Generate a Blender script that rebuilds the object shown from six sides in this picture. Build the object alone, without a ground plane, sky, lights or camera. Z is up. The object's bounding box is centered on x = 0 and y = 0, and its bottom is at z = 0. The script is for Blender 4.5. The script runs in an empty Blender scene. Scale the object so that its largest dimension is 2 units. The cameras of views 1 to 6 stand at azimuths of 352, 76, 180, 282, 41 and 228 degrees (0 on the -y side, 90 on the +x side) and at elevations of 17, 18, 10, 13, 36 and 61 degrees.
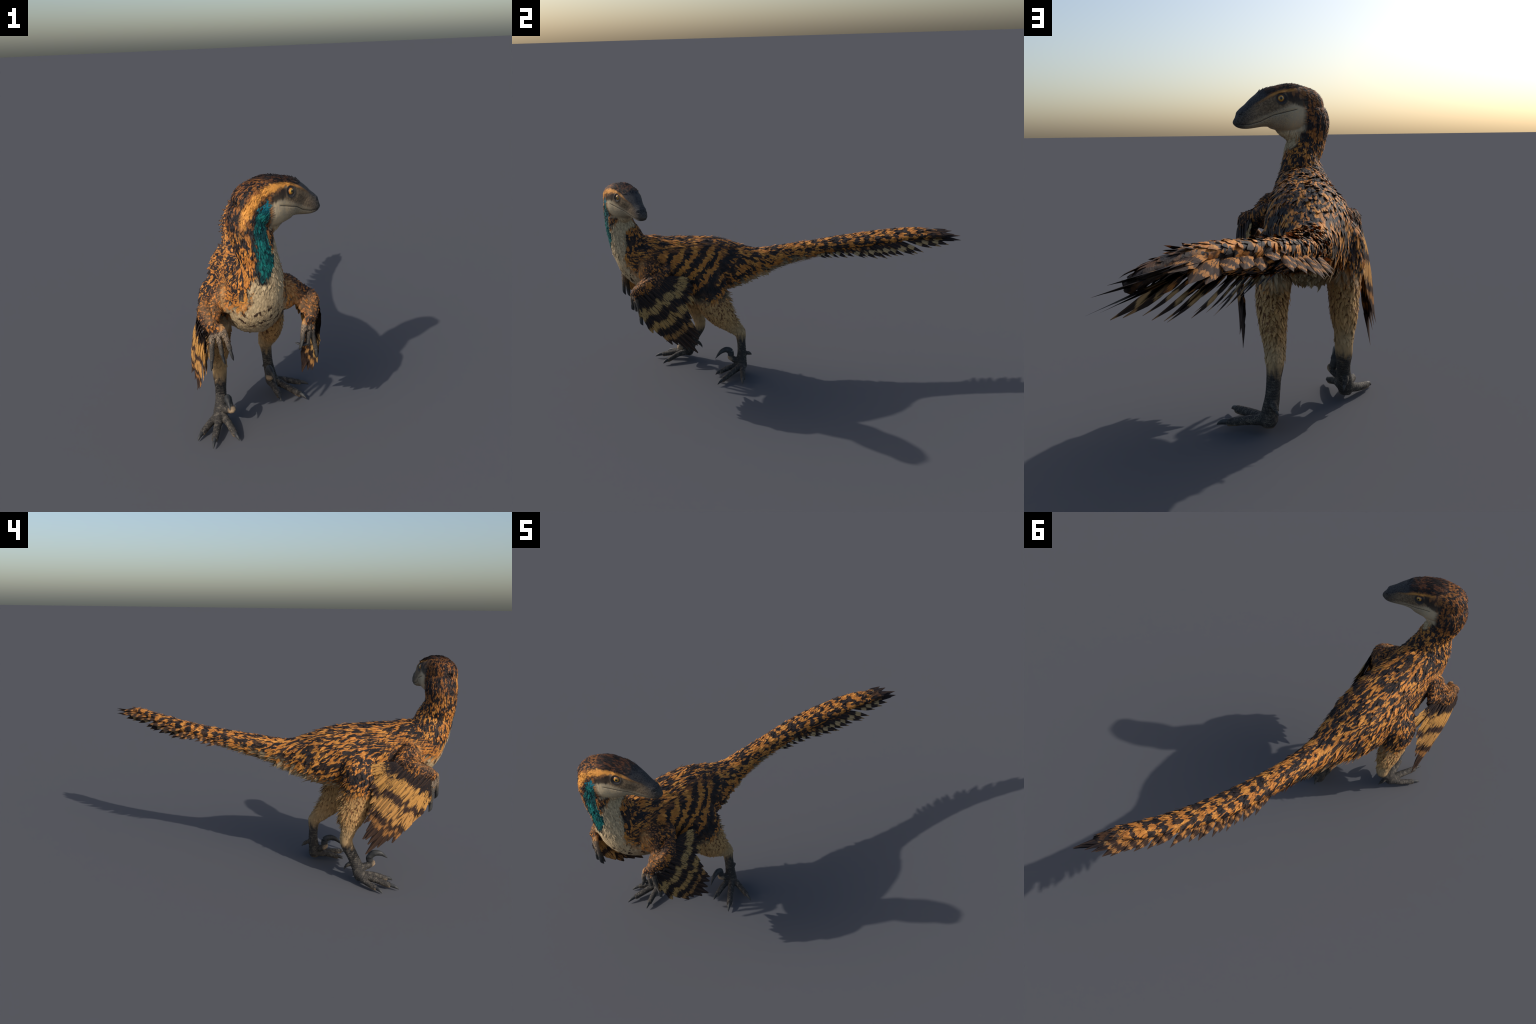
# A small feathered dinosaur, standing, head turned over its left shoulder.
# Body: lofted flesh forms fused into one skin, then parted by region.
# Plumage: feathers of real geometry laid along the skin; quills on wings and tail.
import math
import random

import bpy
import bmesh
import numpy as np
from mathutils import Matrix, Vector
from mathutils.bvhtree import BVHTree

RNG = np.random.default_rng(7)
random.seed(7)
V = lambda *a: np.array(a, float)


def unit(v):
    v = np.asarray(v, float)
    return v / max(np.linalg.norm(v), 1e-9)


# ---------------------------------------------------------------- curves, lofts
def spline(points, n):
    """Catmull-Rom through the rows of points (any number of columns), n samples."""
    P = np.asarray(points, float)
    P = np.vstack([2 * P[0] - P[1], P, 2 * P[-1] - P[-2]])
    k = len(P) - 3
    out = []
    for t in np.linspace(0, k, n):
        i = min(int(t), k - 1)
        u = t - i
        a, b, c, d = P[i : i + 4]
        out.append(0.5 * (2 * b + (c - a) * u + (2 * a - 5 * b + 4 * c - d) * u * u + (3 * b - a - 3 * c + d) * u ** 3))
    return np.array(out)


def frames(C, ups):
    T = np.gradient(C, axis=0)
    T /= np.linalg.norm(T, axis=1)[:, None]
    D = ups - (ups * T).sum(1)[:, None] * T
    D /= np.linalg.norm(D, axis=1)[:, None]
    S = np.cross(T, D)
    return T, D, S


def loft(sections, n=40, m=32, power=2.0, square=None):
    """Closed tube. Each section: centre xyz, up xyz, half side, half up, half down."""
    A = spline(sections, n)
    C, U, w, hu, hd = A[:, :3], A[:, 3:6], A[:, 6], A[:, 7], A[:, 8]
    T, D, S = frames(C, U)
    th = np.arange(m) * 2 * math.pi / m
    c, s = np.cos(th), np.sin(th)
    cs = np.sign(c) * np.abs(c) ** (2 / power)
    ss = np.sign(s) * np.abs(s) ** (2 / power)
    verts, faces = [], []
    for i in range(n):
        h = np.where(ss > 0, hu[i], hd[i])
        narrow = 1.0 if square is None else 1 - square * ss
        verts += list(C[i] + np.outer(cs * w[i] * narrow, S[i]) + np.outer(ss * h, D[i]))
    for i in range(n - 1):
        for j in range(m):
            k = (j + 1) % m
            faces.append((i * m + j, i * m + k, (i + 1) * m + k, (i + 1) * m + j))
    verts += [C[0], C[-1]]
    for j in range(m):
        k = (j + 1) % m
        faces.append((n * m, k, j))
        faces.append((n * m + 1, (n - 1) * m + j, (n - 1) * m + k))
    return np.array(verts), faces


def tube(points, radii, up=(0, 0, 1), n=24, m=20, flat=1.0, power=2.0):
    """Round limb: centres, radii (same across), rounded ends."""
    P = np.asarray(points, float)
    R = np.asarray(radii, float)
    a, b = unit(P[0] - P[1]), unit(P[-1] - P[-2])
    P = np.vstack([P[0] + a * R[0] * 0.85, P[0] + a * R[0] * 0.5, P, P[-1] + b * R[-1] * 0.5, P[-1] + b * R[-1] * 0.85])
    R = np.concatenate([[R[0] * 0.35, R[0] * 0.8], R, [R[-1] * 0.8, R[-1] * 0.35]])
    rows = [list(p) + list(up) + [r, r * flat, r * flat] for p, r in zip(P, R)]
    return loft(rows, n, m, power)


# ---------------------------------------------------------------- the creature's frame
HEAD = V(0.062, -0.865, 1.122)              # point between the eyes
HF, HL, HU = V(0.905, 0.424, 0), V(0.424, -0.905, 0), V(0, 0, 1)


def head_point(f, l, u):
    return HEAD + f * HF + l * HL + u * HU


# spine of tail, trunk and neck: centre, dorsal direction, half side, dorsal, ventral
TRUNK = [
    # tail: flattened and rolled down to its left towards the end
    (0.272, 0.915, 0.776, 0.42, 0, 0.91, 0.008, 0.005, 0.005),
    (0.252, 0.875, 0.786, 0.42, 0, 0.91, 0.024, 0.012, 0.010),
    (0.206, 0.800, 0.790, 0.42, 0, 0.91, 0.040, 0.020, 0.015),
    (0.150, 0.700, 0.777, 0.40, 0, 0.92, 0.050, 0.024, 0.021),
    (0.083, 0.540, 0.752, 0.32, 0, 0.95, 0.055, 0.029, 0.032),
    (0.028, 0.355, 0.725, 0.16, 0, 1, 0.058, 0.034, 0.041),
    (-0.004, 0.170, 0.700, 0, 0, 1, 0.052, 0.042, 0.050),
    (-0.022, 0.010, 0.677, 0, 0, 1, 0.054, 0.053, 0.062),
    # hips and trunk
    (-0.033, -0.130, 0.655, 0, 0, 1, 0.071, 0.066, 0.080),
    (-0.040, -0.250, 0.650, 0, 0, 1, 0.103, 0.107, 0.117),
    (-0.046, -0.360, 0.652, 0, 0, 1, 0.132, 0.146, 0.154),
    (-0.044, -0.480, 0.662, 0, 0, 1, 0.145, 0.158, 0.178),
    (-0.042, -0.600, 0.674, 0, 0, 1, 0.138, 0.160, 0.183),
    (-0.042, -0.715, 0.690, 0, 0.15, 1, 0.130, 0.157, 0.176),
    # breast, neck base
    (-0.043, -0.822, 0.740, 0, 0.7, 0.7, 0.117, 0.143, 0.143),
    (-0.042, -0.882, 0.805, 0, 0.9, 0.45, 0.096, 0.109, 0.093),
    # neck
    (-0.040, -0.904, 0.880, 0, 1, 0.1, 0.072, 0.096, 0.081),
    (-0.060, -0.918, 0.955, -0.2, 1, 0, 0.075, 0.072, 0.075),
    (-0.074, -0.921, 1.030, -0.7, 0.7, 0, 0.075, 0.078, 0.066),
    (-0.072, -0.922, 1.085, -0.9, 0.4, 0, 0.062, 0.066, 0.055),
]
# skull: along the head's own axis: f, top u, bottom u, half width
SKULL = [
    (0.1745, -0.066, -0.086, 0.007),
    (0.168, -0.056, -0.100, 0.018),
    (0.155, -0.045, -0.110, 0.0260),
    (0.134, -0.031, -0.114, 0.0300),
    (0.104, -0.012, -0.112, 0.0350),
    (0.066, 0.018, -0.108, 0.0450),
    (0.030, 0.042, -0.109, 0.0570),
    (0.000, 0.051, -0.116, 0.0645),
    (-0.030, 0.057, -0.123, 0.070),
    (-0.060, 0.060, -0.127, 0.076),
    (-0.100, 0.055, -0.125, 0.076),
    (-0.140, 0.043, -0.115, 0.068),
    (-0.176, 0.016, -0.105, 0.052),
    (-0.200, -0.012, -0.090, 0.030),
    (-0.209, -0.030, -0.070, 0.013),
]


def head_loft():
    rows = []
    for f, t, b, w in SKULL:
        u = 0.45 * t + 0.55 * b
        rows.append([*head_point(f, 0, u), 0, 0, 1, w, t - u, u - b])
    return loft(rows, 60, 40, 2.6, square=-0.01)


def leg_rows(rows):
    """centre, half width (x), half depth forward/back -> loft rows (up = back, +y)."""
    return [[x, y, z, 0, 1, 0, w, back, front] for x, y, z, w, back, front in rows]


LEFT_LEG = leg_rows([
    (0.030, -0.395, 0.66, 0.050, 0.06, 0.06),
    (0.048, -0.425, 0.61, 0.078, 0.055, 0.14),
    (0.064, -0.425, 0.54, 0.071, 0.056, 0.140),
    (0.076, -0.420, 0.47, 0.057, 0.066, 0.115),
    (0.080, -0.412, 0.415, 0.053, 0.076, 0.088),
    (0.079, -0.374, 0.350, 0.045, 0.060, 0.064),
    (0.074, -0.327, 0.295, 0.036, 0.040, 0.044),
    (0.073, -0.286, 0.243, 0.031, 0.034, 0.034),
    (0.078, -0.281, 0.190, 0.025, 0.025, 0.026),
    (0.083, -0.281, 0.130, 0.0245, 0.026, 0.026),
    (0.092, -0.287, 0.075, 0.028, 0.030, 0.030),
    (0.097, -0.290, 0.040, 0.031, 0.033, 0.030),
    (0.098, -0.290, 0.016, 0.020, 0.022, 0.020),
])
RIGHT_LEG = leg_rows([
    (-0.110, -0.470, 0.66, 0.060, 0.06, 0.06),
    (-0.150, -0.515, 0.61, 0.088, 0.060, 0.125),
    (-0.173, -0.528, 0.54, 0.077, 0.064, 0.118),
    (-0.178, -0.535, 0.47, 0.060, 0.070, 0.090),
    (-0.178, -0.530, 0.405, 0.051, 0.072, 0.072),
    (-0.178, -0.510, 0.345, 0.047, 0.062, 0.060),
    (-0.178, -0.497, 0.285, 0.035, 0.034, 0.038),
    (-0.175, -0.488, 0.235, 0.033, 0.033, 0.034),
    (-0.176, -0.494, 0.200, 0.031, 0.032, 0.033),
    (-0.178, -0.521, 0.150, 0.025, 0.028, 0.030),
    (-0.182, -0.548, 0.100, 0.0265, 0.030, 0.030),
    (-0.190, -0.567, 0.052, 0.032, 0.033, 0.030),
    (-0.190, -0.572, 0.020, 0.022, 0.024, 0.020),
])

# toes: base, middle, claw root, claw tip
TOES = {
    "left": [
        [(0.112, -0.300, 0.040), (0.150, -0.350, 0.036), (0.207, -0.423, 0.022), (0.234, -0.461, 0.009)],
        [(0.092, -0.310, 0.040), (0.099, -0.365, 0.038), (0.108, -0.418, 0.024), (0.112, -0.452, 0.010)],
        [(0.118, -0.288, 0.042), (0.170, -0.298, 0.036), (0.232, -0.311, 0.024), (0.276, -0.322, 0.011)],
    ],
    "right": [
        [(-0.197, -0.595, 0.044), (-0.213, -0.650, 0.036), (-0.233, -0.722, 0.023), (-0.246, -0.774, 0.008)],
        [(-0.210, -0.575, 0.042), (-0.243, -0.606, 0.030), (-0.280, -0.655, 0.019), (-0.305, -0.692, 0.003)],
        [(-0.176, -0.590, 0.045), (-0.162, -0.642, 0.042), (-0.143, -0.702, 0.022), (-0.130, -0.737, 0.008)],
    ],
}
SICKLE = {   # raised second toe: base, knuckle, claw root, claw arch..., claw tip
    "left": dict(toe=[(0.090, -0.300, 0.070), (0.080, -0.330, 0.078), (0.076, -0.352, 0.096)],
                 claw=[(0.076, -0.346, 0.104), (0.074, -0.352, 0.133), (0.076, -0.378, 0.147), (0.082, -0.412, 0.136), (0.090, -0.444, 0.105)]),
    "right": dict(toe=[(-0.180, -0.570, 0.085), (-0.158, -0.605, 0.090), (-0.142, -0.628, 0.102)],
                  claw=[(-0.148, -0.616, 0.110), (-0.156, -0.614, 0.142), (-0.161, -0.640, 0.164), (-0.161, -0.675, 0.162), (-0.158, -0.706, 0.141)]),
}
HALLUX = {
    "left": [(0.088, -0.270, 0.110), (0.078, -0.246, 0.108), (0.071, -0.232, 0.098), (0.064, -0.219, 0.084)],
    "right": [(-0.186, -0.530, 0.105), (-0.184, -0.506, 0.096), (-0.180, -0.495, 0.084), (-0.174, -0.484, 0.060)],
}
ARM = {
    "left": dict(shoulder=V(0.070, -0.785, 0.715), elbow=V(0.140, -0.712, 0.688), wrist=V(0.164, -0.866, 0.612), out=V(1, 0.05, 0.12)),
    "right": dict(shoulder=V(-0.150, -0.790, 0.715), elbow=V(-0.206, -0.736, 0.684), wrist=V(-0.226, -0.893, 0.622), out=V(-1, 0.05, 0.12)),
}
FINGERS = {   # knuckle, middle, claw root, claw tip
    "left": [
        [(0.138, -0.885, 0.590), (0.128, -0.893, 0.555), (0.124, -0.892, 0.520), (0.110, -0.888, 0.480)],
        [(0.152, -0.878, 0.590), (0.152, -0.880, 0.545), (0.150, -0.874, 0.495), (0.098, -0.872, 0.503)],
        [(0.166, -0.870, 0.585), (0.173, -0.864, 0.520), (0.187, -0.856, 0.458), (0.190, -0.849, 0.417)],
    ],
    "right": [
        [(-0.192, -0.914, 0.615), (-0.178, -0.925, 0.580), (-0.166, -0.927, 0.530), (-0.154, -0.921, 0.479)],
        [(-0.206, -0.908, 0.610), (-0.202, -0.912, 0.560), (-0.196, -0.905, 0.505), (-0.184, -0.893, 0.453)],
        [(-0.222, -0.900, 0.605), (-0.232, -0.902, 0.545), (-0.236, -0.900, 0.480), (-0.240, -0.893, 0.432)],
    ],
}


def arm_lofts(a, side):
    s, e, w = a["shoulder"], a["elbow"], a["wrist"]
    out = unit(a["out"])
    trail = unit(V(0, 0.45, -0.89))
    up = np.cross(unit(w - e), out) * (1 if side == "left" else -1)
    up = unit(up)
    if up[2] < 0:
        up = -up
    upper = loft([
        [*(s + (s - e) * 0.25), 0, 0, 1, 0.030, 0.03, 0.03],
        [*s, 0, 0, 1, 0.050, 0.050, 0.055],
        [*(0.5 * s + 0.5 * e), 0, 0, 1, 0.040, 0.040, 0.055],
        [*(0.15 * s + 0.85 * e), 0, 0, 1, 0.026, 0.026, 0.050],
        [*(e + (e - s) * 0.10), 0, 0, 1, 0.012, 0.012, 0.026],
    ], 24, 24)
    # forearm with its mass of coverts hanging on the trailing side
    mid = 0.5 * (e + w) + out * (0.032 if side == "left" else 0.027)
    fore = loft([
        [*(e + (e - w) * 0.12), *up, 0.008, 0.008, 0.020],
        [*(e + (e - w) * 0.02), *up, 0.016, 0.016, 0.055],
        [*(e * 0.8 + w * 0.2 + out * 0.010), *up, 0.024, 0.026, 0.080],
        [*mid, *up, 0.028, 0.033, 0.088],
        [*(e * 0.2 + w * 0.8 + out * (0.016 if side == "left" else 0.011)), *up, 0.027, 0.031, 0.060],
        [*w, *up, 0.024, 0.027, 0.036],
        [*(w + (w - e) * 0.14), *up, 0.015, 0.016, 0.018],
    ], 28, 24)
    web = tube([0.75 * s + 0.25 * e + V(0, -0.03, -0.0), 0.25 * s + 0.25 * e + 0.5 * w + V(0, 0.01, 0.01), w], [0.035, 0.026, 0.02])
    return [upper, fore, web]


forms = []                        # (part, verts, faces)


def form(part, vf):
    forms.append((part, np.asarray(vf[0]), vf[1]))


form("trunk", loft(TRUNK, 130, 48, 2.2))
form("head", head_loft())
form("trunk", tube([head_point(0.015, 0, -0.078), head_point(-0.045, 0, -0.108), (-0.045, -0.903, 0.985), (-0.045, -0.905, 0.93)], (0.020, 0.036, 0.055, 0.060)))
form("trunk", tube([(0.030, -0.815, 0.69), (0.075, -0.785, 0.665), (0.118, -0.748, 0.665)], (0.050, 0.048, 0.036)))
form("trunk", tube([(-0.110, -0.825, 0.69), (-0.150, -0.800, 0.675), (-0.185, -0.785, 0.672)], (0.050, 0.045, 0.034)))
form("trunk", tube([(0.050, -0.690, 0.69), (0.100, -0.695, 0.695), (0.135, -0.712, 0.690)], (0.040, 0.034, 0.024)))
form("left hindlimb", loft(LEFT_LEG, 60, 28, 2.1))
form("right hindlimb", loft(RIGHT_LEG, 60, 28, 2.1))
for side in ("left", "right"):
    for toe in TOES[side]:
        r = (0.0195, 0.0170, 0.0150) if toe is TOES[side][0] else (0.0185, 0.0160, 0.0138)
        form(side + " foot", tube(toe[:3], r, n=26))
    form(side + " foot", tube(SICKLE[side]["toe"], (0.021, 0.0185, 0.0180), n=18))
    form(side + " foot", tube(HALLUX[side][:3], (0.0135, 0.0115, 0.0095), n=14))
    for vf in arm_lofts(ARM[side], side):
        form(side + " forelimb", vf)
    for i, f in enumerate(FINGERS[side]):
        form(side + " hand", tube([np.asarray(ARM[side]["wrist"]) * 0.7 + 0.3 * V(*f[0])] + f[:3], (0.0135, 0.0125, 0.0105, 0.0095), n=26))

# ---------------------------------------------------------------- fuse into one skin
scene = bpy.context.scene


def link(obj, parent=None):
    scene.collection.objects.link(obj)
    obj.parent = parent
    return obj


def mesh_from(name, verts, faces, smooth=True):
    me = bpy.data.meshes.new(name)
    me.from_pydata([tuple(v) for v in verts], [], [tuple(f) for f in faces])
    if smooth:
        me.polygons.foreach_set("use_smooth", [True] * len(me.polygons))
    me.update()
    return me


allv, allf, base = [], [], 0
for part, v, f in forms:
    allv.append(v)
    allf += [tuple(i + base for i in q) for q in f]
    base += len(v)
raw = link(bpy.data.objects.new("raw", mesh_from("raw", np.vstack(allv), allf)))
bm = bmesh.new()
bm.from_mesh(raw.data)
bmesh.ops.recalc_face_normals(bm, faces=bm.faces)
bm.to_mesh(raw.data)
bm.free()
rem = raw.modifiers.new("fuse", "REMESH")
rem.mode, rem.voxel_size, rem.use_smooth_shade = "VOXEL", 0.0030, True
smo = raw.modifiers.new("relax", "SMOOTH")
smo.factor, smo.iterations = 0.5, 7
deps = bpy.context.evaluated_depsgraph_get()
skin = bpy.data.meshes.new_from_object(raw.evaluated_get(deps))
bpy.data.objects.remove(raw)

nv = len(skin.vertices)
P = np.empty(nv * 3)
skin.vertices.foreach_get("co", P)
P = P.reshape(-1, 3)
NRM = np.empty(nv * 3)
skin.vertices.foreach_get("normal", NRM)
NRM = NRM.reshape(-1, 3)


# ---------------------------------------------------------------- modelled relief
def gauss(x, s):
    return np.exp(-(x / s) ** 2)


def smoothstep(a, b, x):
    t = np.clip((x - a) / (b - a), 0, 1)
    return t * t * (3 - 2 * t)


def mouth_u(f):
    return np.interp(f, [-0.06, -0.02, 0.030, 0.055, 0.078, 0.12, 0.16, 0.18], [-0.040, -0.049, -0.061, -0.073, -0.085, -0.096, -0.098, -0.094])


rel = P - HEAD
hf, hl, hu = rel @ HF, rel @ HL, rel @ HU
inhead = smoothstep(-0.10, -0.05, hf) * (hu > -0.14) * (np.abs(hl) < 0.1)
side_s = np.abs(hl)
move = np.zeros(nv)
# mouth crease, eye socket, brow, hollow before the eye, nostrils, jaw muscle
move -= 0.0022 * gauss(hu - mouth_u(hf), 0.0030) * smoothstep(-0.068, -0.055, hf) * (side_s > 0.012) * inhead
eye_d = np.hypot(hf, hu - 0.001)
move -= 0.0045 * gauss(eye_d, 0.015) * inhead
move += 0.0030 * gauss(eye_d - 0.021, 0.005) * inhead
move += 0.0040 * gauss(hu - (0.026 - 0.42 * np.clip(hf, 0, 1)), 0.008) * smoothstep(-0.035, 0.0, hf) * smoothstep(0.11, 0.06, hf) * (side_s > 0.015)
move -= 0.0040 * gauss(np.hypot((hf - 0.075) / 1.9, hu + 0.045), 0.016) * inhead
move -= 0.0035 * gauss(np.hypot(hf - 0.155, (hu + 0.060) * 1.2), 0.006) * (side_s > 0.012)
move += 0.0012 * gauss(np.hypot(hf - 0.150, hu + 0.058) - 0.010, 0.004) * (side_s > 0.012)
move += 0.0030 * gauss(np.hypot(hf + 0.085, hu + 0.070), 0.030)


def wobble(p, freq, seed):
    """cheap smooth noise: a sum of turned sine products"""
    g = np.random.default_rng(seed)
    out = np.zeros(len(p))
    for k in range(5):
        d = g.normal(size=(3, 3)) * freq * (1.3 ** k)
        ph = g.uniform(0, 6.28, 3)
        out += np.sin(p @ d[0] + ph[0]) * np.sin(p @ d[1] + ph[1]) / 1.3 ** k
    return out / 2.6


body_mask = (1 - smoothstep(-0.12, -0.02, hf) * (hu > -0.16)) * smoothstep(0.22, 0.30, P[:, 2])
move += 0.0016 * wobble(P, 55, 3) * body_mask
# toe pads and scale rings on the feet
feet = smoothstep(0.20, 0.15, P[:, 2])
move += 0.0007 * np.sin(P[:, 1] * 520 + P[:, 2] * 420) * feet
P = P + NRM * move[:, None]
skin.vertices.foreach_set("co", P.ravel())
skin.update()
skin.vertices.foreach_get("normal", (tmp := np.empty(nv * 3)))
NRM = tmp.reshape(-1, 3)

# ---------------------------------------------------------------- which part owns which face
nf = len(skin.polygons)
FC = np.empty(nf * 3)
skin.polygons.foreach_get("center", FC)
FC = FC.reshape(-1, 3)
FA = np.empty(nf)
skin.polygons.foreach_get("area", FA)
owner = np.full(nf, "", dtype=object)
trees = {}
for part in dict.fromkeys(p for p, _, _ in forms):
    vs, fs, b = [], [], 0
    for q, v, f in forms:
        if q == part:
            vs.append(v)
            fs += [tuple(i + b for i in t) for t in f]
            b += len(v)
    trees[part] = BVHTree.FromPolygons([Vector(x) for x in np.vstack(vs)], fs)
names = list(trees)
dist = np.full((nf, len(names)), 9.0)
for j, part in enumerate(names):
    t = trees[part]
    vs = np.vstack([v for q, v, f in forms if q == part])
    lo, hi = vs.min(0) - 0.02, vs.max(0) + 0.02
    for i in np.where(((FC > lo) & (FC < hi)).all(1))[0]:
        hit = t.find_nearest(Vector(FC[i]))
        dist[i, j] = hit[3]
bestj = dist.argmin(1)
TS = spline(TRUNK, 400)
TT, TD, TSd = frames(TS[:, :3], TS[:, 3:6])


def nearest_spine(p):
    d = ((p[:, None, :] - TS[None, :, :3]) ** 2).sum(2)
    return d.argmin(1)


PART = {"head": "head", "left hindlimb": "left hindlimb", "right hindlimb": "right hindlimb", "left foot": "left foot", "right foot": "right foot",
        "left forelimb": "left forelimb", "right forelimb": "right forelimb", "left hand": "left hand", "right hand": "right hand"}
spine_i = np.concatenate([nearest_spine(FC[i : i + 4000]) for i in range(0, nf, 4000)])
spine_y = TS[spine_i, 1]
for i in range(nf):
    part = names[bestj[i]]
    if part == "trunk":
        part = "tail" if spine_y[i] > -0.12 else ("neck" if TS[spine_i[i], 2] > 0.80 and FC[i, 2] > 0.78 else "torso")
    if part == "left hindlimb" and FC[i, 2] < 0.225:
        part = "left foot"
    if part == "right hindlimb" and FC[i, 2] < 0.195:
        part = "right foot"
    owner[i] = part

# ---------------------------------------------------------------- shading helper
class Nodes:
    """small wrapper that writes node graphs as expressions"""

    def __init__(self, tree):
        self.t = tree

    def node(self, kind, **kw):
        n = self.t.nodes.new(kind)
        for k, v in kw.items():
            setattr(n, k, v)
        return n

    def put(self, sock, val):
        if isinstance(val, bpy.types.NodeSocket):
            self.t.links.new(val, sock)
        elif val is not None:
            sock.default_value = val

    def math(self, op, a, b=None, c=None, clamp=False):
        n = self.node("ShaderNodeMath", operation=op, use_clamp=clamp)
        for s, v in zip(n.inputs, (a, b, c)):
            self.put(s, v)
        return n.outputs[0]

    def add(self, a, b):
        return self.math("ADD", a, b)

    def sub(self, a, b):
        return self.math("SUBTRACT", a, b)

    def mul(self, a, b):
        return self.math("MULTIPLY", a, b)

    def vec(self, op, a, b=None, scale=None):
        n = self.node("ShaderNodeVectorMath", operation=op)
        self.put(n.inputs[0], a)
        if b is not None:
            self.put(n.inputs[1], b)
        if scale is not None:
            self.put(n.inputs["Scale"], scale)
        return n.outputs["Value"] if op in ("DOT_PRODUCT", "LENGTH", "DISTANCE") else n.outputs["Vector"]

    def step(self, x, lo, hi):
        """0 at lo, 1 at hi, smooth (lo may exceed hi)"""
        n = self.node("ShaderNodeMapRange", interpolation_type="SMOOTHSTEP", clamp=True)
        self.put(n.inputs[0], x)
        if lo < hi:
            n.inputs[1].default_value, n.inputs[2].default_value, n.inputs[3].default_value, n.inputs[4].default_value = lo, hi, 0, 1
        else:
            n.inputs[1].default_value, n.inputs[2].default_value, n.inputs[3].default_value, n.inputs[4].default_value = hi, lo, 1, 0
        return n.outputs[0]

    def band(self, x, a, b, soft):
        return self.mul(self.step(x, a - soft, a + soft), self.step(x, b + soft, b - soft))

    def mix(self, fac, a, b):
        n = self.node("ShaderNodeMix", data_type="RGBA")
        n.clamp_factor = True
        self.put(n.inputs[0], fac)
        for s, v in ((n.inputs[6], a), (n.inputs[7], b)):
            self.put(s, v if isinstance(v, bpy.types.NodeSocket) else (*v, 1.0))
        return n.outputs[2]

    def noise(self, vec, scale, detail=2.0, rough=0.5, stretch=None, offset=(0, 0, 0)):
        if stretch is not None or offset != (0, 0, 0):
            m = self.node("ShaderNodeMapping")
            self.put(m.inputs["Vector"], vec)
            m.inputs["Location"].default_value = offset
            m.inputs["Scale"].default_value = stretch or (1, 1, 1)
            vec = m.outputs[0]
        n = self.node("ShaderNodeTexNoise")
        self.put(n.inputs["Vector"], vec)
        n.inputs["Scale"].default_value, n.inputs["Detail"].default_value, n.inputs["Roughness"].default_value = scale, detail, rough
        return n.outputs[0]

    def curve(self, x, stops):
        """piecewise linear y(x) from a ColorRamp; stops are (x, y)"""
        x0, x1 = stops[0][0], stops[-1][0]
        ys = [y for _, y in stops]
        lo, hi = min(ys), max(ys)
        r = self.node("ShaderNodeValToRGB")
        self.put(r.inputs[0], self.mul(self.sub(x, x0), 1 / (x1 - x0)))
        e = r.color_ramp.elements
        while len(e) < len(stops):
            e.new(0.5)
        for el, (a, b) in zip(e, stops):
            el.position = (a - x0) / (x1 - x0)
            g = (b - lo) / (hi - lo)
            el.color = (g, g, g, 1)
        n = self.node("ShaderNodeSeparateColor")
        self.t.links.new(r.outputs[0], n.inputs[0])
        return self.add(self.mul(n.outputs[0], hi - lo), lo)

    def path_distance(self, p, pts):
        """distance from p to a polyline, less a radius at each leg: rows x y z r"""
        best = None
        for a, b in zip(pts[:-1], pts[1:]):
            A, B = V(*a[:3]), V(*b[:3])
            ba = B - A
            pa = self.vec("SUBTRACT", p, tuple(A))
            h = self.math("MULTIPLY", self.vec("DOT_PRODUCT", pa, tuple(ba)), 1 / (ba @ ba), clamp=True)
            proj = self.vec("SCALE", tuple(ba), scale=h)
            d = self.sub(self.vec("DISTANCE", pa, proj), self.add(self.mul(h, b[3] - a[3]), a[3]))
            best = d if best is None else self.math("MINIMUM", best, d)
        return best


def lin(r, g, b):
    f = lambda c: c / 12.92 if c <= 0.04045 else ((c + 0.055) / 1.055) ** 2.4
    return tuple(f(x / 255) for x in (r, g, b))


BLACK = (0.020, 0.017, 0.018)
UMBER = (0.060, 0.034, 0.022)
RUST = (0.230, 0.085, 0.028)
ORANGE = (0.510, 0.188, 0.036)
AMBER = (0.640, 0.275, 0.055)
TAN = (0.470, 0.270, 0.105)
CREAM = (0.540, 0.405, 0.235)
PALE = (0.470, 0.375, 0.245)
GREY = (0.075, 0.072, 0.070)
DARKSKIN = (0.035, 0.036, 0.040)


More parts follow.
